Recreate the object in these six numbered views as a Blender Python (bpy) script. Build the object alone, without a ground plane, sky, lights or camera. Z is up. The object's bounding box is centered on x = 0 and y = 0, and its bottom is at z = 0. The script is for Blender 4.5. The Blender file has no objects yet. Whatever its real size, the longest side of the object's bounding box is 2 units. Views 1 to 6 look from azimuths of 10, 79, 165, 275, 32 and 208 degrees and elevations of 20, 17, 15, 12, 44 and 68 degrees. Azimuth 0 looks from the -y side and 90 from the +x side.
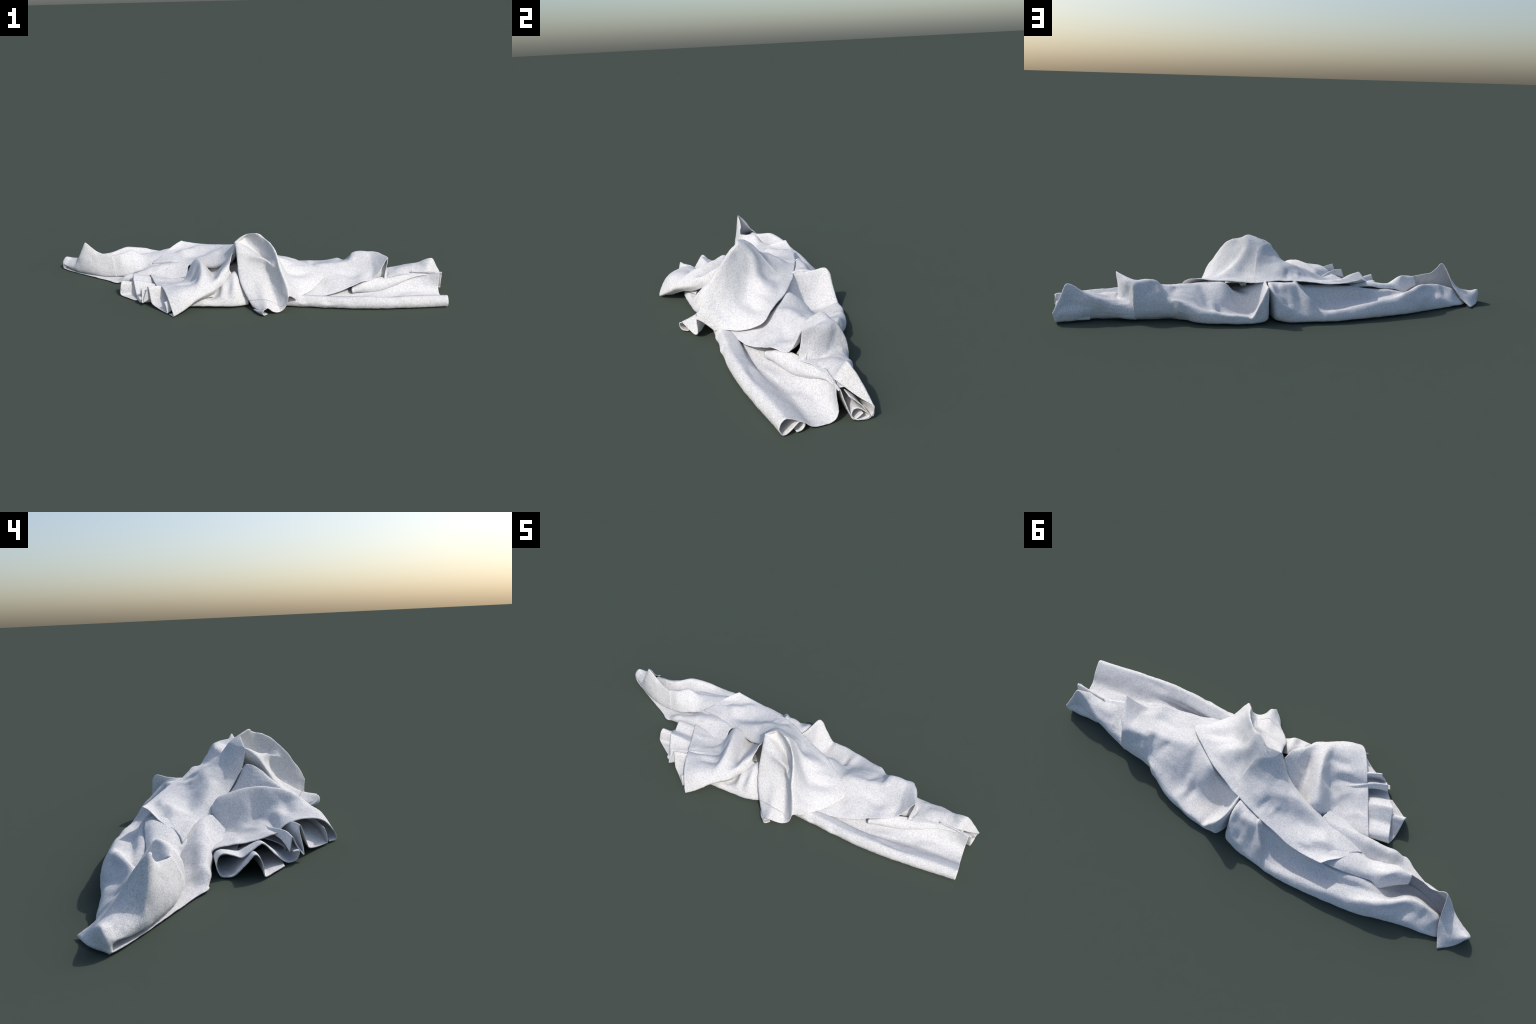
"""A crumpled white cloth lying in a long heap.

The cloth is described as a handful of overlapping sheets.  Every sheet is a
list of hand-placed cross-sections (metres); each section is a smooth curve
through its control points, and the sheet is a smooth loft from section to
section, given a fine weave of small wrinkles and a cloth thickness.
"""
import bpy
import numpy as np
from mathutils import noise, Vector

noise.seed_set(7)
THICK = 0.0026


# ------------------------------------------------------------------ curves
def spline(P, t):
    """Centripetal Catmull-Rom through rows of P, t in [0, 1] by chord length."""
    P = np.asarray(P, float)
    if len(P) == 2:
        return P[0] + np.multiply.outer(t, P[1] - P[0])
    d = np.linalg.norm(np.diff(P, axis=0).reshape(len(P) - 1, -1), axis=1)
    k = np.r_[0, np.cumsum(np.maximum(d, 1e-5))]
    k /= k[-1]
    flat = P.reshape(len(P), -1)
    # non-uniform tangents
    h = np.diff(k)
    s = np.diff(flat, axis=0) / h[:, None]
    m = np.empty_like(flat)
    m[1:-1] = (s[:-1] * h[1:, None] + s[1:] * h[:-1, None]) / (h[1:] + h[:-1])[:, None]
    m[0], m[-1] = s[0], s[-1]
    i = np.clip(np.searchsorted(k, t, side="right") - 1, 0, len(P) - 2)
    u = ((t - k[i]) / h[i])[:, None]
    H = h[i][:, None]
    a, b = flat[i], flat[i + 1]
    out = (2*u**3 - 3*u**2 + 1)*a + (u**3 - 2*u**2 + u)*H*m[i] + (3*u**2 - 2*u**3)*b + (u**3 - u**2)*H*m[i + 1]
    return out.reshape((len(t),) + P.shape[1:])


def even(P, n):
    """n points evenly spaced along the smooth curve through P."""
    Q = spline(P, np.linspace(0, 1, 240))
    s = np.r_[0, np.cumsum(np.linalg.norm(np.diff(Q, axis=0), axis=1))]
    g = np.linspace(0, s[-1], n)
    return np.stack([np.interp(g, s, Q[:, c]) for c in range(3)], 1)


def matched(P, n):
    """n points along P with the same number of steps between control points."""
    return spline_uniform(np.asarray(P, float), np.linspace(0, 1, n))


def spline_uniform(P, t):
    n = len(P)
    if n == 2:
        return P[0] + np.multiply.outer(t, P[1] - P[0])
    x = t * (n - 1)
    i = np.clip(x.astype(int), 0, n - 2)
    u = (x - i)[:, None]
    E = np.vstack([2 * P[:1] - P[1:2], P, 2 * P[-1:] - P[-2:-1]])
    a, b, c, d = E[i], E[i + 1], E[i + 2], E[i + 3]
    return 0.5 * (2*b + (c - a)*u + (2*a - 5*b + 4*c - d)*u**2 + (3*b - a - 3*c + d)*u**3)


def loft(sections, step=0.0055):
    n_in = len(sections[0])
    same = all(len(s) == n_in for s in sections)
    length = max(np.linalg.norm(np.diff(np.array(s), axis=0), axis=1).sum() for s in sections)
    nv = int(np.clip(length / step, 12, 220))
    R = np.stack([(matched if same else even)(s, nv) for s in sections])
    mid = [np.linalg.norm(np.diff(R[:, j], axis=0), axis=1).sum() for j in (0, nv // 3, nv // 2, 2 * nv // 3, nv - 1)]
    nu = int(np.clip(max(mid) / step, 8, 420))
    # parameter shared by all columns: mean distance between sections
    return spline(R, np.linspace(0, 1, nu))


def normals(G):
    du = np.gradient(G, axis=0)
    dv = np.gradient(G, axis=1)
    n = np.cross(du, dv)
    return n / np.maximum(np.linalg.norm(n, axis=2, keepdims=True), 1e-9)


def wrinkle(G, amount, fine, creases=()):
    """Soft dents, drawn creases and small crinkles along the surface normal.

    A crease is (height, width, [points]): a ridge (or, negative, a groove)
    that follows the points and fades out at both ends.
    """
    N = normals(G)
    up = np.where(N[..., 2:] < 0, -1.0, 1.0)
    D = np.zeros(G.shape[:2])
    for i in range(G.shape[0]):
        for j in range(G.shape[1]):
            p = Vector(G[i, j])
            q = Vector((p.x * 26 + p.y * 14, p.y * 30 - p.x * 8, p.z * 30))
            D[i, j] = amount * noise.noise(p * 15.0) + .7 * amount * noise.noise(q) + fine * noise.noise(p * 110.0)
    for height, width, pts in creases:
        P = even(pts, 40)
        fade = np.sin(np.linspace(.12, np.pi - .12, 40)) ** .7
        d2 = ((G[:, :, None, :] - P) ** 2).sum(-1) / width ** 2
        k = d2.argmin(-1)
        D += up[..., 0] * height * fade[k] * np.exp(-d2.min(-1))
    out = G + N * D[..., None]
    out[..., 2] = np.maximum(out[..., 2], 0.002)
    return out


# ---------------------------------------------------------------- material
def cloth_material():
    m = bpy.data.materials.new("heathered_white_cotton")
    m.use_nodes = True
    nt = m.node_tree
    nd, lk = nt.nodes, nt.links
    bsdf = nd["Principled BSDF"]
    bsdf.inputs["Roughness"].default_value = 0.95
    bsdf.inputs["Specular IOR Level"].default_value = 0.15
    tc = nd.new("ShaderNodeTexCoord")

    def tex(scale, detail, rough, squash=(1, 1, 1)):
        mp = nd.new("ShaderNodeMapping")
        mp.inputs["Scale"].default_value = squash
        lk.new(tc.outputs["Object"], mp.inputs["Vector"])
        t = nd.new("ShaderNodeTexNoise")
        t.inputs["Scale"].default_value = scale
        t.inputs["Detail"].default_value = detail
        t.inputs["Roughness"].default_value = rough
        lk.new(mp.outputs["Vector"], t.inputs["Vector"])
        return t

    speck = tex(330.0, 2.0, 0.7)
    blotch = tex(120.0, 2.0, 0.6)
    mix = nd.new("ShaderNodeMath"); mix.operation = "MULTIPLY_ADD"
    mix.inputs[1].default_value = 0.25
    lk.new(blotch.outputs["Fac"], mix.inputs[0])
    s2 = nd.new("ShaderNodeMath"); s2.operation = "MULTIPLY"; s2.inputs[1].default_value = 0.75
    lk.new(speck.outputs["Fac"], s2.inputs[0])
    lk.new(s2.outputs[0], mix.inputs[2])
    ramp = nd.new("ShaderNodeValToRGB")
    e = ramp.color_ramp.elements
    e[0].position, e[0].color = 0.34, (0.46, 0.465, 0.47, 1)
    e[1].position, e[1].color = 0.62, (0.78, 0.78, 0.79, 1)
    mid = e.new(0.48); mid.color = (0.65, 0.65, 0.655, 1)
    lk.new(mix.outputs[0], ramp.inputs["Fac"])
    lk.new(ramp.outputs["Color"], bsdf.inputs["Base Color"])
    weave = tex(420.0, 2.0, 0.6)
    bump = nd.new("ShaderNodeBump")
    bump.inputs["Strength"].default_value = 0.35
    bump.inputs["Distance"].default_value = 0.002
    lk.new(weave.outputs["Fac"], bump.inputs["Height"])
    lk.new(bump.outputs["Normal"], bsdf.inputs["Normal"])
    return m


MAT = cloth_material()
ROOT = bpy.data.objects.new("crumpled_cloth", None)
bpy.context.scene.collection.objects.link(ROOT)
ROOT["label"] = "crumpled white heathered cotton cloth lying in a long twisted heap"
ROOT["category"] = "cloth"


def sheet(name, sections, amount=0.0022, fine=0.0007, step=0.0055, creases=()):
    G = wrinkle(loft(sections, step), amount, fine, creases)
    nu, nv = G.shape[:2]
    f = [(i*nv + j, (i + 1)*nv + j, (i + 1)*nv + j + 1, i*nv + j + 1) for i in range(nu - 1) for j in range(nv - 1)]
    me = bpy.data.meshes.new(name)
    me.from_pydata([tuple(p) for p in G.reshape(-1, 3)], [], f)
    me.polygons.foreach_set("use_smooth", [True] * len(f))
    me.materials.append(MAT)
    ob = bpy.data.objects.new(name, me)
    bpy.context.scene.collection.objects.link(ob)
    ob.parent = ROOT
    so = ob.modifiers.new("thickness", "SOLIDIFY")
    so.thickness = THICK
    so.offset = 0.0
    return ob


# ------------------------------------------------- 1 lower sheet, right half
# each section runs from the front hem over the crest, down into the back hollow,
# up to the rim and round the back fold to the ground
square_end = [
    [(.992, .160, .050), (.993, .163, .049), (.994, .165, .047), (.994, .166, .045), (.994, .167, .042), (.993, .168, .038), (.991, .168, .034), (.989, .168, .030), (.988, .168, .026), (.986, .166, .018), (.985, .155, .006), (.985, .135, .003)],
    [(.955, .112, .080), (.956, .118, .092), (.956, .124, .105), (.956, .129, .115), (.955, .134, .121), (.953, .142, .108), (.951, .148, .090), (.950, .152, .072), (.955, .164, .050), (.957, .165, .030), (.955, .158, .008), (.950, .135, .003)],
    [(.925, .083, .100), (.927, .090, .116), (.929, .098, .133), (.932, .106, .148), (.935, .114, .157), (.931, .128, .130), (.927, .138, .100), (.926, .144, .074), (.930, .163, .052), (.931, .165, .030), (.930, .158, .008), (.930, .135, .003)],
    [(.877, .075, .094), (.877, .085, .104), (.876, .098, .114), (.873, .114, .123), (.869, .130, .127), (.870, .142, .112), (.873, .150, .092), (.878, .153, .070), (.884, .163, .046), (.885, .160, .025), (.884, .150, .008), (.880, .130, .003)],
    [(.800, .054, .096), (.800, .075, .098), (.802, .100, .102), (.803, .130, .104), (.805, .158, .103), (.807, .168, .090), (.809, .167, .074), (.811, .164, .056), (.812, .160, .040), (.812, .153, .022), (.811, .140, .006), (.810, .130, .003)],
    [(.735, .028, .084), (.738, .055, .086), (.742, .085, .087), (.746, .120, .089), (.748, .152, .090), (.750, .172, .080), (.750, .180, .065), (.750, .181, .050), (.749, .178, .036), (.747, .168, .018), (.744, .150, .006), (.740, .140, .003)],
]
raised_loop = [
    [(.712, .024, .082), (.718, .050, .083), (.722, .075, .084), (.708, .110, .085), (.690, .140, .086), (.676, .174, .080), (.670, .190, .066), (.666, .198, .050), (.663, .201, .034), (.661, .198, .016), (.656, .182, .006), (.650, .160, .003)],
    [(.724, .034, .184), (.713, .060, .182), (.700, .087, .178), (.680, .130, .170), (.658, .162, .162), (.655, .180, .140), (.654, .192, .115), (.653, .200, .085), (.652, .204, .050), (.651, .198, .022), (.650, .180, .006), (.645, .165, .003)],
    [(.698, .021, .134), (.680, .050, .146), (.664, .085, .158), (.645, .122, .165), (.622, .151, .167), (.622, .172, .142), (.622, .188, .116), (.622, .202, .086), (.620, .207, .052), (.619, .199, .024), (.617, .182, .006), (.608, .170, .003)],
    [(.665, .003, .086), (.656, .030, .096), (.645, .062, .124), (.620, .110, .160), (.588, .145, .170), (.588, .166, .146), (.587, .184, .120), (.585, .202, .090), (.581, .211, .054), (.578, .202, .024), (.574, .184, .006), (.565, .175, .003)],
    [(.600, -.042, .082), (.593, -.005, .088), (.582, .045, .098), (.568, .090, .132), (.550, .130, .157), (.548, .158, .150), (.541, .184, .125), (.532, .208, .086), (.515, .219, .050), (.508, .209, .022), (.504, .188, .006), (.500, .185, .003)],
]
back_hollow = [
    [(.560, -.058, .066), (.553, -.020, .078), (.545, .030, .094), (.537, .076, .113), (.527, .112, .132), (.518, .148, .120), (.508, .180, .106), (.498, .208, .098), (.486, .230, .092), (.477, .242, .048), (.468, .214, .010), (.462, .200, .003)],
    [(.504, -.082, .047), (.500, -.045, .068), (.490, .000, .090), (.478, .045, .108), (.464, .090, .126), (.463, .125, .114), (.460, .162, .103), (.456, .205, .093), (.450, .244, .086), (.442, .258, .048), (.433, .238, .010), (.430, .210, .003)],
    [(.455, -.098, .034), (.452, -.060, .054), (.446, -.020, .078), (.434, .025, .102), (.418, .072, .122), (.418, .115, .111), (.419, .156, .097), (.410, .210, .079), (.400, .262, .069), (.392, .282, .040), (.386, .275, .008), (.382, .230, .003)],
    [(.430, -.107, .034), (.425, -.070, .048), (.415, -.030, .066), (.400, .010, .098), (.384, .058, .118), (.381, .114, .104), (.371, .166, .076), (.364, .222, .054), (.358, .276, .059), (.351, .296, .034), (.346, .290, .007), (.340, .245, .003)],
    [(.400, -.120, .036), (.390, -.070, .052), (.378, -.020, .074), (.364, .018, .104), (.352, .052, .116), (.342, .116, .091), (.334, .168, .060), (.325, .222, .040), (.312, .288, .052), (.304, .306, .030), (.299, .300, .007), (.292, .250, .003)],
]
pinch_right = [
    [(.365, -.140, .038), (.350, -.080, .052), (.330, -.020, .070), (.298, .050, .096), (.263, .098, .130), (.258, .130, .118), (.256, .165, .084), (.276, .215, .028), (.262, .302, .046), (.252, .318, .024), (.246, .310, .006), (.240, .260, .003)],
    [(.322, -.166, .042), (.300, -.100, .052), (.270, -.030, .068), (.232, .060, .085), (.202, .120, .090), (.195, .150, .060), (.190, .180, .026), (.192, .238, .014), (.196, .308, .040), (.190, .323, .022), (.188, .315, .006), (.185, .270, .003)],
    [(.290, -.160, .045), (.265, -.100, .050), (.235, -.030, .060), (.190, .060, .076), (.156, .132, .080), (.145, .165, .036), (.141, .195, .012), (.146, .250, .010), (.164, .316, .033), (.158, .326, .018), (.156, .318, .006), (.155, .270, .003)],
    [(.280, -.150, .045), (.250, -.100, .050), (.220, -.030, .060), (.172, .060, .082), (.130, .136, .104), (.114, .172, .070), (.108, .200, .052), (.112, .255, .056), (.130, .310, .092), (.130, .322, .050), (.130, .320, .010), (.130, .280, .003)],
    [(.250, -.140, .045), (.222, -.100, .050), (.190, -.030, .065), (.132, .070, .100), (.090, .142, .134), (.080, .172, .146), (.082, .208, .138), (.086, .255, .145), (.091, .299, .153), (.095, .312, .085), (.097, .312, .020), (.096, .280, .005)],
    [(.240, -.130, .045), (.212, -.090, .050), (.180, -.020, .065), (.120, .070, .100), (.080, .148, .134), (.072, .174, .138), (.070, .190, .124), (.070, .208, .098), (.070, .220, .066), (.070, .220, .035), (.068, .215, .015), (.066, .200, .006)],
]
sheet("lower_sheet", square_end + raised_loop + back_hollow + pinch_right, creases=[
    (-.008, .022, [(.603, .023, .100), (.552, .018, .098), (.500, .022, .100), (.455, .024, .105)]),
    (-.008, .020, [(.600, .185, .125), (.571, .160, .130), (.546, .138, .135), (.523, .114, .130)]),
    (.006, .016, [(.577, .125, .155), (.554, .110, .140), (.521, .090, .120)]),
    (-.007, .020, [(.847, .071, .100), (.815, .067, .100), (.779, .056, .096)]),
    (.006, .018, [(.860, .110, .115), (.820, .120, .105), (.770, .110, .092)]),
    (-.007, .018, [(.480, .060, .110), (.470, .110, .120), (.490, .160, .110)]),
    (-.008, .016, [(.300, .160, .068), (.285, .220, .036), (.290, .270, .045)]),
    (.006, .014, [(.330, .160, .066), (.315, .225, .042), (.325, .280, .052)]),
])

# lining seen through the open loop
sheet("inner_layer", [
    [(.660, .030, .074), (.662, .032, .082), (.664, .036, .090)],
    [(.682, .038, .074), (.684, .042, .096), (.686, .048, .120)],
    [(.704, .044, .076), (.706, .050, .112), (.708, .058, .150)],
    [(.720, .044, .078), (.719, .050, .112), (.718, .058, .148)],
])

# ------------------------------------------------- 2 lower sheet, left half (from the pinch leftwards)
pinch_left = [
    [(.060, .165, .130), (.062, .188, .126), (.064, .202, .105), (.066, .213, .080), (.066, .216, .055), (.066, .217, .035), (.066, .217, .020), (.066, .210, .008), (.066, .200, .004)],
    [(.056, .168, .138), (.057, .192, .149), (.058, .222, .146), (.058, .252, .136), (.057, .280, .118), (.055, .304, .082), (.052, .322, .040), (.046, .312, .010), (.040, .270, .003)],
    [(.030, .172, .140), (.030, .200, .148), (.032, .230, .138), (.034, .258, .116), (.034, .288, .106), (.032, .313, .080), (.028, .330, .038), (.024, .324, .008), (.018, .280, .003)],
    [(.010, .178, .142), (.008, .208, .149), (.006, .236, .146), (.004, .264, .112), (.004, .296, .078), (.002, .324, .064), (.000, .338, .030), (-.004, .332, .006), (-.010, .290, .003)],
    [(-.012, .190, .145), (-.013, .215, .150), (-.014, .241, .147), (-.016, .268, .116), (-.016, .298, .080), (-.016, .328, .054), (-.020, .340, .025), (-.024, .334, .006), (-.030, .290, .003)],
    [(-.042, .195, .142), (-.045, .220, .151), (-.049, .241, .143), (-.055, .268, .112), (-.060, .298, .075), (-.064, .330, .045), (-.071, .345, .024), (-.075, .338, .006), (-.080, .290, .003)],
    [(-.046, .200, .150), (-.052, .226, .159), (-.064, .247, .138), (-.080, .275, .118), (-.097, .298, .098), (-.114, .324, .062), (-.131, .350, .026), (-.136, .344, .006), (-.140, .300, .003)],
    [(-.088, .190, .130), (-.088, .222, .124), (-.094, .244, .100), (-.104, .270, .078), (-.118, .298, .066), (-.134, .328, .050), (-.150, .352, .025), (-.150, .346, .006), (-.150, .300, .003)],
]
long_back = [
    [(-.150, .190, .128), (-.150, .222, .120), (-.152, .242, .090), (-.156, .260, .058), (-.160, .298, .044), (-.170, .332, .046), (-.180, .354, .025), (-.180, .347, .006), (-.180, .300, .003)],
    [(-.222, .200, .126), (-.222, .228, .122), (-.222, .244, .098), (-.222, .256, .062), (-.224, .298, .043), (-.228, .336, .049), (-.232, .355, .027), (-.232, .348, .006), (-.230, .300, .003)],
    [(-.320, .200, .115), (-.322, .228, .122), (-.318, .247, .104), (-.312, .254, .076), (-.308, .290, .058), (-.304, .328, .054), (-.304, .350, .028), (-.302, .343, .006), (-.300, .300, .003)],
    [(-.382, .200, .095), (-.386, .228, .109), (-.384, .246, .102), (-.376, .254, .076), (-.382, .285, .066), (-.395, .320, .066), (-.402, .340, .032), (-.400, .332, .006), (-.400, .290, .003)],
    [(-.442, .185, .082), (-.446, .210, .097), (-.448, .232, .094), (-.440, .252, .074), (-.444, .272, .074), (-.455, .306, .076), (-.462, .332, .034), (-.460, .325, .006), (-.460, .280, .003)],
    [(-.502, .170, .068), (-.510, .195, .088), (-.514, .218, .087), (-.503, .238, .072), (-.510, .262, .074), (-.520, .292, .085), (-.527, .322, .036), (-.522, .318, .006), (-.520, .270, .003)],
]
tip_back = [
    [(-.574, .150, .060), (-.580, .180, .068), (-.580, .206, .074), (-.567, .230, .074), (-.572, .252, .086), (-.582, .275, .096), (-.587, .307, .040), (-.582, .304, .006), (-.580, .260, .003)],
    [(-.635, .130, .030), (-.642, .165, .034), (-.645, .195, .046), (-.645, .214, .076), (-.645, .234, .107), (-.650, .258, .090), (-.655, .288, .054), (-.650, .286, .006), (-.648, .250, .003)],
    [(-.715, .100, .014), (-.716, .125, .022), (-.718, .146, .048), (-.722, .166, .088), (-.730, .182, .096), (-.736, .212, .070), (-.740, .254, .050), (-.748, .262, .005), (-.740, .230, .003)],
    [(-.795, .110, .010), (-.800, .130, .018), (-.804, .150, .050), (-.808, .166, .081), (-.814, .178, .081), (-.822, .205, .056), (-.834, .246, .020), (-.834, .243, .004), (-.820, .210, .003)],
    [(-.845, .135, .010), (-.850, .148, .018), (-.855, .160, .036), (-.859, .172, .056), (-.864, .184, .055), (-.872, .205, .036), (-.881, .233, .014), (-.880, .230, .004), (-.870, .200, .003)],
    [(-.875, .165, .006), (-.878, .172, .009), (-.882, .178, .013), (-.886, .186, .017), (-.890, .196, .018), (-.897, .210, .014), (-.902, .222, .008), (-.900, .218, .004), (-.890, .190, .003)],
]
sheet("back_roll", pinch_left + long_back + tip_back, creases=[
    (-.008, .018, [(-.659, .286, .050), (-.714, .254, .055), (-.745, .215, .062)]),
    (.007, .016, [(-.596, .265, .095), (-.652, .238, .105), (-.690, .205, .100)]),
    (-.006, .016, [(-.437, .300, .078), (-.498, .290, .084), (-.558, .268, .092)]),
    (-.006, .014, [(-.780, .240, .050), (-.800, .205, .064), (-.795, .172, .085)]),
    (.006, .014, [(-.830, .225, .042), (-.845, .190, .064), (-.840, .160, .055)]),
    (-.006, .014, [(-.115, .320, .062), (-.150, .318, .050), (-.200, .330, .048)]),
])

# ------------------------------------------------- 3 long band, from the north hem across to the front underside
def tuck(row, n=14):
    """Carry a section on under the band, out of sight."""
    row = list(row)
    while len(row) < n:
        x, y, z = row[-1]
        row.append((x, y + .008, z - .002))
    return row

band_end = [
    [(-.349, .243, .158), (-.375, .210, .148), (-.400, .185, .132), (-.418, .158, .119), (-.430, .132, .108), (-.448, .113, .097), (-.468, .100, .082), (-.466, .105, .066)],
    [(-.326, .245, .152), (-.338, .215, .137), (-.350, .190, .127), (-.362, .165, .123), (-.370, .145, .122), (-.372, .116, .112), (-.366, .082, .104), (-.360, .088, .086)],
    [(-.285, .246, .146), (-.296, .218, .135), (-.305, .190, .131), (-.312, .158, .140), (-.318, .130, .126), (-.316, .102, .110), (-.305, .073, .101), (-.300, .084, .083)],
    [(-.235, .244, .144), (-.240, .222, .143), (-.245, .200, .146), (-.250, .160, .132), (-.252, .115, .114), (-.244, .076, .119), (-.234, .048, .099), (-.230, .066, .080)],
    [(-.190, .240, .143), (-.190, .215, .146), (-.190, .185, .143), (-.188, .150, .134), (-.180, .122, .131), (-.178, .067, .148), (-.172, .034, .104), (-.165, .060, .083)],
    [(-.120, .224, .151), (-.122, .190, .150), (-.126, .160, .148), (-.130, .130, .148), (-.130, .090, .166), (-.125, .056, .171), (-.120, .016, .116), (-.116, .045, .092)],
    [(-.066, .214, .155), (-.068, .185, .156), (-.073, .145, .162), (-.079, .115, .180), (-.086, .085, .191), (-.090, .050, .178), (-.088, .006, .135), (-.084, .035, .105)],
    [(.005, .195, .155), (.000, .165, .164), (-.010, .135, .182), (-.020, .105, .198), (-.032, .070, .206), (-.044, .020, .196), (-.046, -.015, .165), (-.042, .010, .130)],
    [(.060, .177, .148), (.055, .142, .164), (.047, .112, .184), (.036, .078, .204), (.018, .040, .236), (-.008, -.010, .243), (-.010, -.040, .222), (-.004, -.030, .195)],
    [(.105, .162, .140), (.102, .128, .150), (.098, .098, .168), (.088, .066, .206), (.066, .030, .254), (.030, .004, .276), (.004, -.040, .266), (.002, -.046, .250), (.006, -.036, .232)],
    [(.125, .155, .138), (.122, .120, .147), (.118, .088, .161), (.110, .056, .196), (.098, .018, .254), (.084, -.014, .294), (.072, -.028, .303), (.062, -.026, .298), (.052, -.016, .293), (.042, -.008, .288), (.030, -.012, .280), (.014, -.028, .272), (.002, -.046, .262), (.004, -.042, .248)],
]
# ------------------------------------------------- 4 dome and the front flap hanging from the peak, one cloth:
# from the hem up the back, over the ridge, across the front face to the left edge and back under it
dome = [
    [(.150, .143, .137), (.146, .105, .145), (.143, .062, .158), (.140, .034, .190), (.127, .008, .250), (.114, -.020, .290), (.104, -.047, .310), (.085, -.042, .308), (.068, -.030, .301), (.052, -.016, .293), (.036, -.010, .284), (.018, -.024, .275), (.002, -.046, .264), (.004, -.044, .250)],
    [(.244, .104, .137), (.232, .065, .147), (.214, .025, .166), (.188, .004, .184), (.165, -.018, .214), (.148, -.040, .268), (.137, -.060, .299), (.117, -.050, .287), (.094, -.030, .262), (.072, -.022, .246), (.050, -.026, .246), (.028, -.043, .256), (.004, -.050, .262), (.006, -.036, .240)],
    [(.329, .052, .133), (.300, .026, .131), (.268, -.002, .131), (.238, -.028, .136), (.214, -.054, .160), (.194, -.082, .230), (.180, -.098, .281), (.164, -.082, .254), (.145, -.062, .212), (.120, -.052, .202), (.092, -.058, .222), (.050, -.062, .246), (.006, -.058, .255), (.016, -.030, .230)],
    [(.395, .007, .125), (.356, -.010, .114), (.317, -.028, .108), (.282, -.050, .110), (.252, -.078, .128), (.226, -.112, .200), (.204, -.127, .261), (.190, -.116, .226), (.172, -.098, .200), (.152, -.086, .198), (.126, -.096, .214), (.072, -.084, .232), (.012, -.074, .240), (.030, -.035, .210)],
]
flap = [
    [(.424, -.026, .097), (.386, -.040, .095), (.346, -.060, .095), (.308, -.084, .101), (.272, -.112, .122), (.243, -.140, .182), (.221, -.154, .234), (.207, -.150, .208), (.190, -.148, .194), (.165, -.122, .205), (.131, -.114, .214), (.078, -.104, .214), (.017, -.094, .216), (.045, -.045, .185)],
    [(.396, -.065, .068), (.369, -.076, .072), (.338, -.093, .083), (.308, -.116, .094), (.281, -.142, .116), (.256, -.166, .160), (.236, -.184, .198), (.220, -.172, .180), (.198, -.148, .166), (.168, -.122, .172), (.134, -.114, .188), (.080, -.114, .186), (.024, -.118, .178), (.055, -.070, .155)],
    [(.367, -.109, .053), (.349, -.118, .059), (.328, -.132, .070), (.308, -.150, .084), (.289, -.170, .106), (.270, -.190, .138), (.253, -.206, .161), (.236, -.192, .138), (.212, -.160, .124), (.180, -.136, .128), (.144, -.126, .148), (.090, -.138, .145), (.033, -.142, .134), (.065, -.095, .115)],
    [(.335, -.153, .049), (.325, -.160, .058), (.313, -.170, .073), (.302, -.184, .090), (.291, -.200, .107), (.280, -.215, .121), (.270, -.226, .127), (.251, -.214, .102), (.224, -.186, .082), (.192, -.162, .086), (.154, -.158, .110), (.104, -.168, .102), (.052, -.172, .096), (.085, -.125, .075)],
    [(.310, -.188, .040), (.306, -.196, .047), (.302, -.206, .056), (.297, -.217, .065), (.292, -.228, .073), (.287, -.239, .079), (.282, -.248, .078), (.267, -.240, .042), (.242, -.230, .020), (.214, -.220, .032), (.178, -.236, .056), (.135, -.230, .050), (.095, -.222, .040), (.115, -.190, .030)],
]
sheet("draped_band", [tuck(r) for r in band_end] + dome + flap, creases=[
    (-.005, .018, [(.290, .075, .140), (.240, .070, .146), (.180, .090, .146)]),
    (-.006, .020, [(.250, -.060, .135), (.300, -.040, .112), (.350, -.030, .112)]),
    (.006, .022, [(.250, -.020, .135), (.300, .000, .130), (.345, .010, .122)]),
    (.005, .012, [(-.070, .185, .156), (-.078, .150, .162), (-.090, .120, .175)]),
    (-.006, .014, [(-.020, .185, .158), (-.030, .150, .172), (-.045, .120, .188)]),
])
sheet("flap_foot", [
    [(.282, -.247, .079), (.267, -.240, .042), (.242, -.230, .020), (.214, -.220, .032), (.178, -.236, .056), (.135, -.230, .050), (.095, -.222, .040)],
    [(.281, -.249, .074), (.268, -.244, .026), (.240, -.253, .005), (.214, -.270, .014), (.190, -.294, .040), (.152, -.282, .022), (.115, -.240, .020)],
])
sheet("flap_curl", [
    [(.190, -.295, .040), (.178, -.304, .034), (.172, -.304, .018), (.178, -.294, .004), (.190, -.275, .003)],
    [(.160, -.284, .022), (.150, -.284, .018), (.146, -.276, .010), (.155, -.270, .004), (.175, -.255, .003)],
    [(.125, -.250, .014), (.120, -.248, .010), (.120, -.242, .006), (.130, -.24, .004), (.150, -.23, .003)],
])

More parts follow.
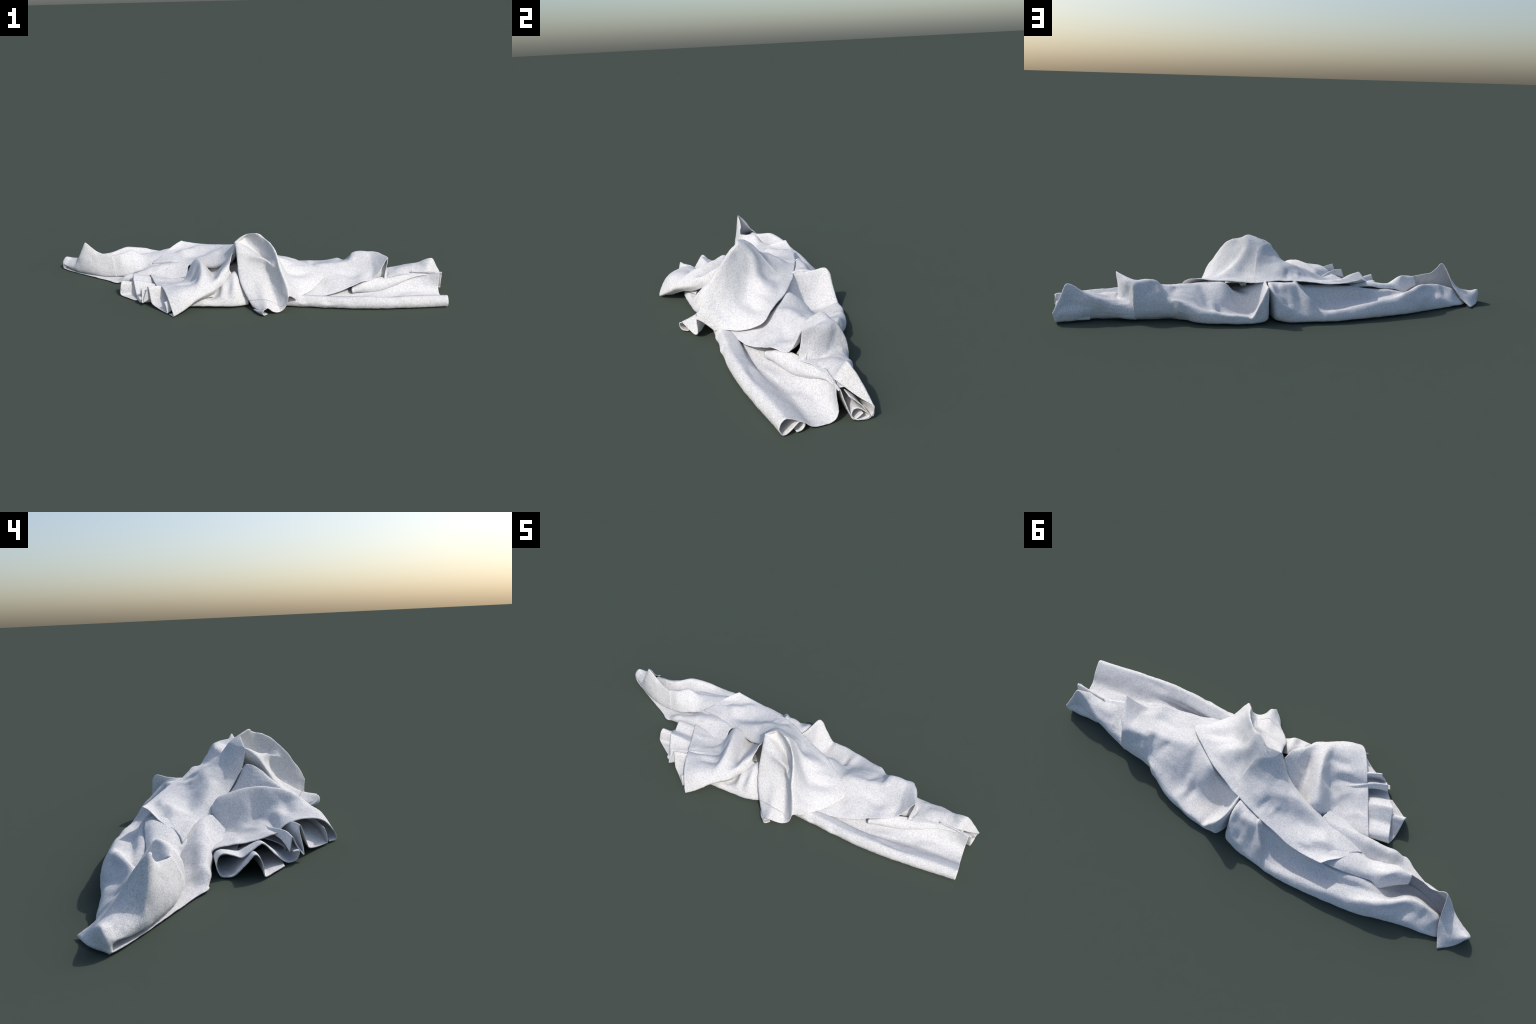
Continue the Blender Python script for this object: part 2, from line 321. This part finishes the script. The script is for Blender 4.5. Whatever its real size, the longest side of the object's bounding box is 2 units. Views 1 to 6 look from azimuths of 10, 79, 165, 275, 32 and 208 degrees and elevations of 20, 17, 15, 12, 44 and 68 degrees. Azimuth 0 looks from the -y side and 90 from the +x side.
# ------------------------------------------------- 5 front-left top sheet
sheet("gathered_sheet", [
    [(-.470, .022, .014), (-.462, .018, .042), (-.447, -.006, .056), (-.406, -.080, .055), (-.365, -.154, .072), (-.340, -.190, .085), (-.312, -.240, .095), (-.275, -.300, .083), (-.250, -.335, .050), (-.232, -.355, .006), (-.260, -.330, .004)],
    [(-.395, .030, .012), (-.390, .026, .032), (-.375, .000, .046), (-.335, -.075, .050), (-.300, -.140, .068), (-.278, -.180, .086), (-.255, -.225, .098), (-.226, -.278, .102), (-.208, -.312, .078), (-.196, -.338, .026), (-.220, -.320, .010)],
    [(-.300, .045, .015), (-.296, .038, .030), (-.280, .012, .044), (-.245, -.066, .056), (-.208, -.104, .078), (-.186, -.155, .098), (-.168, -.198, .108), (-.158, -.244, .108), (-.150, -.280, .086), (-.148, -.298, .056), (-.165, -.280, .034)],
    [(-.230, .055, .080), (-.220, .040, .120), (-.207, .020, .147), (-.184, -.035, .160), (-.163, -.080, .164), (-.148, -.115, .163), (-.136, -.150, .155), (-.124, -.200, .138), (-.116, -.238, .112), (-.112, -.268, .076), (-.125, -.255, .050)],
    [(-.170, .065, .060), (-.155, .060, .062), (-.138, .035, .070), (-.124, -.015, .083), (-.112, -.060, .092), (-.102, -.095, .099), (-.093, -.122, .104), (-.080, -.166, .118), (-.070, -.204, .120), (-.070, -.234, .090), (-.080, -.222, .064)],
    [(-.065, .010, .110), (-.055, -.010, .140), (-.048, -.028, .158), (-.043, -.050, .166), (-.043, -.070, .166), (-.044, -.090, .162), (-.045, -.110, .158), (-.047, -.140, .150), (-.047, -.168, .134), (-.050, -.188, .106), (-.050, -.178, .085)],
    [(-.006, -.046, .206), (-.008, -.050, .208), (-.010, -.055, .209), (-.011, -.062, .208), (-.012, -.072, .205), (-.012, -.084, .199), (-.012, -.096, .191), (-.013, -.110, .180), (-.014, -.122, .164), (-.012, -.122, .145), (-.004, -.108, .125)],
], creases=[
    (-.012, .020, [(-.390, -.110, .058), (-.356, -.165, .075), (-.303, -.159, .072), (-.249, -.147, .072), (-.222, -.121, .070), (-.212, -.076, .060)]),
    (-.008, .018, [(-.250, -.205, .100), (-.220, -.203, .098), (-.189, -.198, .098), (-.148, -.185, .112)]),
    (.008, .018, [(-.300, -.120, .062), (-.270, -.079, .056), (-.245, -.032, .048)]),
    (.006, .016, [(-.280, -.185, .085), (-.235, -.175, .082), (-.195, -.160, .092)]),
    (-.006, .014, [(-.118, -.060, .090), (-.096, -.120, .104), (-.080, -.170, .116)]),
    (.005, .012, [(-.420, -.050, .054), (-.360, -.040, .050), (-.320, -.010, .046)]),
])

# ------------------------------------------------- 6 mound between the gathered sheet and the flap
sheet("front_mound", [
    [(-.340, -.150, .003), (-.350, -.190, .008), (-.345, -.185, .022), (-.330, -.150, .034), (-.310, -.110, .036), (-.290, -.060, .036)],
    [(-.260, -.190, .003), (-.266, -.228, .010), (-.258, -.222, .026), (-.240, -.180, .038), (-.220, -.140, .042), (-.200, -.080, .046)],
    [(-.180, -.225, .003), (-.180, -.250, .012), (-.172, -.242, .030), (-.152, -.205, .044), (-.130, -.170, .052), (-.110, -.120, .060)],
    [(-.120, -.215, .003), (-.118, -.247, .013), (-.112, -.238, .036), (-.094, -.198, .046), (-.074, -.172, .068), (-.055, -.120, .090)],
    [(-.042, -.200, .003), (-.036, -.237, .012), (-.034, -.232, .036), (-.032, -.205, .060), (-.032, -.160, .100), (-.020, -.110, .120)],
    [(.010, -.200, .003), (.018, -.230, .012), (.020, -.224, .046), (.022, -.196, .095), (.014, -.142, .134), (.010, -.100, .136)],
    [(.045, -.180, .003), (.052, -.215, .012), (.052, -.206, .040), (.050, -.185, .066), (.045, -.150, .090), (.035, -.100, .110)],
    [(.075, -.160, .003), (.086, -.195, .010), (.086, -.188, .030), (.082, -.170, .042), (.075, -.140, .050), (.060, -.100, .060)],
], creases=[
    (-.008, .016, [(-.100, -.225, .040), (-.075, -.205, .050), (-.055, -.170, .080)]),
    (.008, .014, [(-.035, -.225, .040), (-.030, -.190, .075), (-.035, -.150, .100)]),
    (-.010, .018, [(.000, -.225, .040), (.000, -.190, .080), (.000, -.150, .120)]),
    (.006, .014, [(-.140, -.235, .030), (-.125, -.215, .038), (-.120, -.180, .050)]),
])

# ------------------------------------------------- 7 front roll, right half
def roll(x, yf, zt, v, rise):
    """Front tube at x: small inner curl, tube, valley at v, then the rising inner sheet."""
    tilt = -0.18
    prof = [(yf + .045, .004), (yf + .060, .006), (yf + .070, .020), (yf + .056, .031), (yf + .036, .016), (yf + .014, .004), (yf, .008), (yf - .005, .030), (yf + .010, zt), (yf + .032, zt - .003), (yf + .062, .6 * zt + .003), (v - .020, .012), (v, .004)] + list(rise)
    return [(x + tilt * (y - v), y, z) for y, z in prof]

sheet("front_roll", [
    roll(.983, -.103, .050, .004, [(.036, .004), (.060, .010), (.070, .028), (.069, .055), (.064, .085), (.064, .106)]),
    roll(.900, -.118, .052, -.006, [(.022, .006), (.045, .014), (.060, .032), (.068, .055), (.074, .078), (.080, .096)]),
    roll(.805, -.138, .053, -.022, [(.002, .008), (.020, .014), (.034, .026), (.046, .042), (.058, .056), (.070, .066)]),
    roll(.700, -.158, .054, -.050, [(-.035, .008), (-.020, .012), (-.004, .016), (.012, .020), (.026, .024), (.040, .026)]),
    roll(.600, -.172, .055, -.085, [(-.070, .010), (-.055, .014), (-.040, .018), (-.026, .022), (-.010, .026), (.010, .028)]),
    roll(.480, -.178, .050, -.100, [(-.090, .016), (-.080, .022), (-.070, .026), (-.055, .030), (-.040, .034), (-.020, .036)]),
    roll(.360, -.178, .050, -.110, [(-.100, .018), (-.090, .024), (-.080, .028), (-.065, .032), (-.050, .036), (-.030, .038)]),
    roll(.250, -.180, .046, -.110, [(-.100, .018), (-.090, .024), (-.080, .028), (-.065, .032), (-.050, .036), (-.030, .038)]),
    roll(.120, -.175, .040, -.100, [(-.090, .018), (-.080, .024), (-.070, .028), (-.055, .032), (-.040, .036), (-.020, .038)]),
], creases=[
    (.010, .026, [(.700, -.040, .014), (.660, -.060, .012), (.600, -.085, .012)]),
    (-.006, .020, [(.790, -.130, .050), (.720, -.120, .052), (.640, -.125, .054)]),
    (-.006, .018, [(.480, -.165, .045), (.450, -.176, .025), (.430, -.172, .010)]),
    (-.005, .016, [(.360, -.165, .045), (.340, -.176, .025), (.330, -.172, .010)]),
    (.007, .022, [(.900, .020, .008), (.840, .000, .008), (.780, -.030, .008)]),
], amount=.0018, fine=.0012)

# strip that bulges out below the lower sheet's hem
sheet("inner_fold", [
    [(.560, -.030, .050), (.560, -.050, .050), (.562, -.056, .040), (.566, -.052, .030), (.580, -.030, .024)],
    [(.612, -.010, .074), (.606, -.034, .068), (.604, -.044, .050), (.606, -.036, .032), (.620, -.015, .020)],
    [(.665, .015, .082), (.660, -.006, .074), (.658, -.018, .052), (.660, -.012, .028), (.672, .010, .014)],
    [(.712, .040, .082), (.708, .016, .074), (.706, .002, .054), (.708, .006, .034), (.716, .026, .020)],
    [(.765, .060, .086), (.764, .036, .082), (.763, .022, .066), (.764, .024, .052), (.770, .042, .040)],
    [(.830, .090, .092), (.830, .068, .090), (.829, .054, .080), (.829, .054, .070), (.832, .072, .062)],
    [(.890, .100, .096), (.890, .080, .094), (.889, .068, .090), (.889, .066, .086), (.890, .080, .078)],
    [(.940, .110, .090), (.940, .094, .090), (.940, .080, .089), (.940, .076, .086), (.940, .088, .080)],
])
# the tight spiral inside the right end
def spiral(x, k):
    prof = [(.066, .104), (.074, .102), (.084, .070), (.098, .030), (.115, .007), (.150, .005), (.158, .016), (.142, .031), (.125, .042), (.109, .040), (.103, .018), (.114, .008), (.138, .024)]
    return [(x + .04 * (y - .1), .10 + (y - .10) * k, z * (.85 + .15 * k)) for y, z in prof]

sheet("rolled_end", [spiral(.984, 1.0), spiral(.91, .97), spiral(.84, .92)])
sheet("turned_hem", [
    [(.993, .165, .047), (.989, .168, .030), (.985, .167, .010), (.985, .154, .021), (.986, .141, .043), (.984, .120, .064), (.980, .098, .080)],
    [(.962, .150, .046), (.962, .158, .028), (.960, .156, .010), (.960, .148, .022), (.960, .136, .046), (.960, .118, .066), (.958, .098, .080)],
    [(.935, .146, .044), (.935, .152, .028), (.934, .150, .012), (.934, .144, .024), (.934, .132, .048), (.934, .116, .066), (.934, .098, .078)],
])

# ------------------------------------------------- 8 left tip: standing wall and curled corner
sheet("curled_corner", [
    [(-.908, .272, .003), (-.937, .250, .004), (-.964, .225, .005), (-.985, .196, .006), (-.999, .172, .006), (-.996, .165, .004), (-.985, .165, .003)],
    [(-.888, .238, .025), (-.920, .226, .034), (-.955, .211, .044), (-.987, .188, .061), (-.999, .172, .040), (-.992, .162, .026), (-.975, .164, .018)],
    [(-.868, .206, .058), (-.895, .197, .060), (-.927, .184, .058), (-.957, .170, .050), (-.974, .157, .036), (-.966, .148, .024), (-.945, .158, .020)],
    [(-.856, .172, .092), (-.876, .165, .084), (-.899, .155, .066), (-.924, .145, .048), (-.944, .141, .034), (-.937, .138, .018), (-.918, .155, .017)],
    [(-.845, .143, .138), (-.857, .135, .118), (-.875, .128, .086), (-.898, .124, .054), (-.921, .126, .032), (-.913, .127, .015), (-.895, .150, .014)],
    [(-.834, .110, .175), (-.850, .107, .142), (-.870, .106, .102), (-.889, .110, .062), (-.894, .108, .032), (-.886, .112, .013), (-.868, .140, .010)],
    [(-.800, .107, .154), (-.810, .098, .122), (-.820, .088, .082), (-.826, .083, .042), (-.826, .085, .018), (-.820, .098, .008), (-.810, .130, .006)],
    [(-.770, .105, .132), (-.772, .090, .108), (-.772, .077, .070), (-.770, .070, .036), (-.768, .072, .015), (-.765, .085, .008), (-.760, .110, .006)],
    [(-.722, .093, .121), (-.720, .083, .098), (-.715, .072, .064), (-.711, .066, .036), (-.710, .068, .014), (-.710, .080, .008), (-.700, .110, .006)],
    [(-.678, .086, .113), (-.672, .078, .094), (-.662, .068, .060), (-.656, .064, .034), (-.655, .069, .014), (-.652, .082, .008), (-.640, .110, .006)],
])
sheet("knotted_fold", [
    [(-.690, .120, .080), (-.688, .106, .104), (-.685, .090, .114), (-.678, .080, .098), (-.666, .069, .062), (-.658, .065, .034), (-.655, .070, .014), (-.650, .085, .010)],
    [(-.642, .150, .072), (-.642, .130, .108), (-.636, .104, .123), (-.630, .086, .106), (-.616, .072, .070), (-.606, .070, .040), (-.600, .075, .018), (-.600, .090, .014)],
    [(-.592, .191, .070), (-.590, .172, .098), (-.592, .145, .131), (-.586, .116, .118), (-.570, .096, .086), (-.560, .086, .056), (-.552, .086, .036), (-.550, .100, .030)],
    [(-.552, .186, .086), (-.547, .170, .102), (-.543, .150, .105), (-.532, .130, .096), (-.517, .112, .078), (-.506, .102, .058), (-.500, .105, .046), (-.500, .120, .042)],
    [(-.480, .205, .098), (-.474, .186, .112), (-.468, .160, .113), (-.460, .132, .104), (-.452, .108, .088), (-.446, .092, .072), (-.442, .092, .062), (-.440, .110, .055)],
    [(-.390, .226, .120), (-.384, .202, .128), (-.376, .165, .124), (-.370, .132, .112), (-.366, .108, .096), (-.362, .092, .082), (-.360, .092, .072), (-.360, .110, .065)],
    [(-.320, .226, .118), (-.318, .202, .122), (-.312, .165, .118), (-.308, .132, .106), (-.304, .108, .092), (-.302, .092, .080), (-.300, .092, .072), (-.300, .110, .065)],
])
# bottom layer lying on the ground, turning into the low fold towards the right
sheet("ground_layer", [
    [(-1.000, .168, .004), (-.994, .174, .005), (-.988, .180, .008), (-.980, .190, .008), (-.968, .204, .005), (-.950, .220, .004)],
    [(-.975, .152, .003), (-.970, .158, .004), (-.964, .166, .004), (-.956, .176, .003), (-.945, .190, .003), (-.930, .205, .003)],
    [(-.930, .131, .003), (-.926, .140, .003), (-.922, .150, .003), (-.916, .162, .003), (-.910, .175, .003), (-.900, .190, .003)],
    [(-.803, .075, .003), (-.800, .084, .003), (-.797, .096, .004), (-.793, .110, .004), (-.788, .130, .003), (-.780, .160, .003)],
    [(-.690, .028, .003), (-.689, .036, .004), (-.688, .048, .005), (-.686, .062, .005), (-.684, .085, .004), (-.680, .120, .004)],
    [(-.632, .000, .004), (-.632, .006, .008), (-.632, .014, .012), (-.631, .028, .012), (-.630, .050, .008), (-.630, .080, .006)],
    [(-.590, .020, .004), (-.590, .004, .012), (-.590, .006, .030), (-.590, .025, .036), (-.590, .060, .018), (-.590, .100, .010)],
    [(-.540, .030, .004), (-.545, .008, .015), (-.545, .015, .038), (-.545, .035, .046), (-.545, .065, .030), (-.550, .110, .020)],
    [(-.480, .040, .005), (-.480, .014, .025), (-.475, .022, .055), (-.470, .045, .074), (-.470, .078, .068), (-.475, .120, .050)],
    [(-.405, .000, .026), (-.410, .024, .050), (-.410, .036, .080), (-.410, .060, .090), (-.410, .088, .084), (-.410, .140, .070)],
    [(-.332, .000, .040), (-.340, .030, .068), (-.335, .046, .093), (-.332, .066, .101), (-.332, .092, .092), (-.330, .140, .080)],
    [(-.255, .000, .056), (-.262, .028, .084), (-.260, .040, .096), (-.257, .052, .098), (-.252, .070, .088), (-.240, .110, .070)],
])

# ------------------------------------------------- 9 pleated hem under the gathered sheet
def pleat_hem(run, sink, pull, lift=0.0):
    """Hem points -> rings drawn into the heap: each ring sinks and gathers."""
    mid = [(x + .055, y + .35 * pull, z * (1 - .3 * sink) * (1 - 6 * lift) + .65 * lift + .002) for x, y, z in run]
    far = [(x + .125, y + pull, z * (1 - sink) * (1 - 12 * lift) + lift + .004) for x, y, z in run]
    end = [(x + .200, y + 1.5 * pull, z * (1 - 1.3 * sink) * (1 - 12 * lift) + lift + .004) for x, y, z in run]
    return [run, mid, far, end]

sheet("hem_pleat", pleat_hem([
    (-.471, -.197, .003), (-.520, -.170, .004), (-.559, -.147, .006), (-.559, -.143, .036), (-.557, -.134, .060), (-.555, -.120, .068), (-.556, -.098, .044),
    (-.556, -.062, .010), (-.553, -.042, .004), (-.547, -.020, .005), (-.545, -.010, .030), (-.538, -.014, .055), (-.530, -.030, .064), (-.522, -.055, .056), (-.514, -.080, .047),
    (-.504, -.106, .062), (-.494, -.130, .078), (-.488, -.142, .077), (-.478, -.160, .056), (-.466, -.180, .030), (-.452, -.202, .008), (-.438, -.220, .004), (-.432, -.234, .012),
    (-.432, -.240, .034), (-.442, -.222, .036)], .52, .035), step=.0045, amount=.001)
sheet("hem_pleat", pleat_hem([
    (-.436, -.212, .034), (-.430, -.216, .058), (-.424, -.222, .074), (-.420, -.232, .048), (-.416, -.250, .018), (-.408, -.253, .020), (-.400, -.248, .050),
    (-.388, -.240, .084), (-.382, -.244, .098), (-.374, -.252, .072), (-.366, -.262, .034), (-.356, -.268, .018), (-.325, -.286, .008), (-.280, -.318, .004),
    (-.272, -.325, .006), (-.276, -.322, .036), (-.284, -.316, .056)], .45, .075, lift=.045), step=.0045, amount=.001)

# ------------------------------------------------- 10 cloth that shows deep inside the gaps
sheet("inner_layer", [
    [(-.470, .060, .030), (-.460, .030, .030), (-.450, .000, .030), (-.430, -.050, .030)],
    [(-.340, .080, .050), (-.335, .040, .046), (-.325, .000, .042), (-.300, -.060, .040)],
    [(-.240, .085, .080), (-.235, .060, .062), (-.225, .000, .052), (-.200, -.080, .050)],
    [(-.140, .085, .090), (-.135, .045, .066), (-.120, -.020, .062), (-.100, -.100, .064)],
    [(-.040, .070, .110), (-.035, .020, .112), (-.025, -.020, .112), (-.015, -.090, .118)],
    [(.050, .050, .150), (.050, .010, .160), (.050, -.030, .160), (.050, -.090, .120)],
])
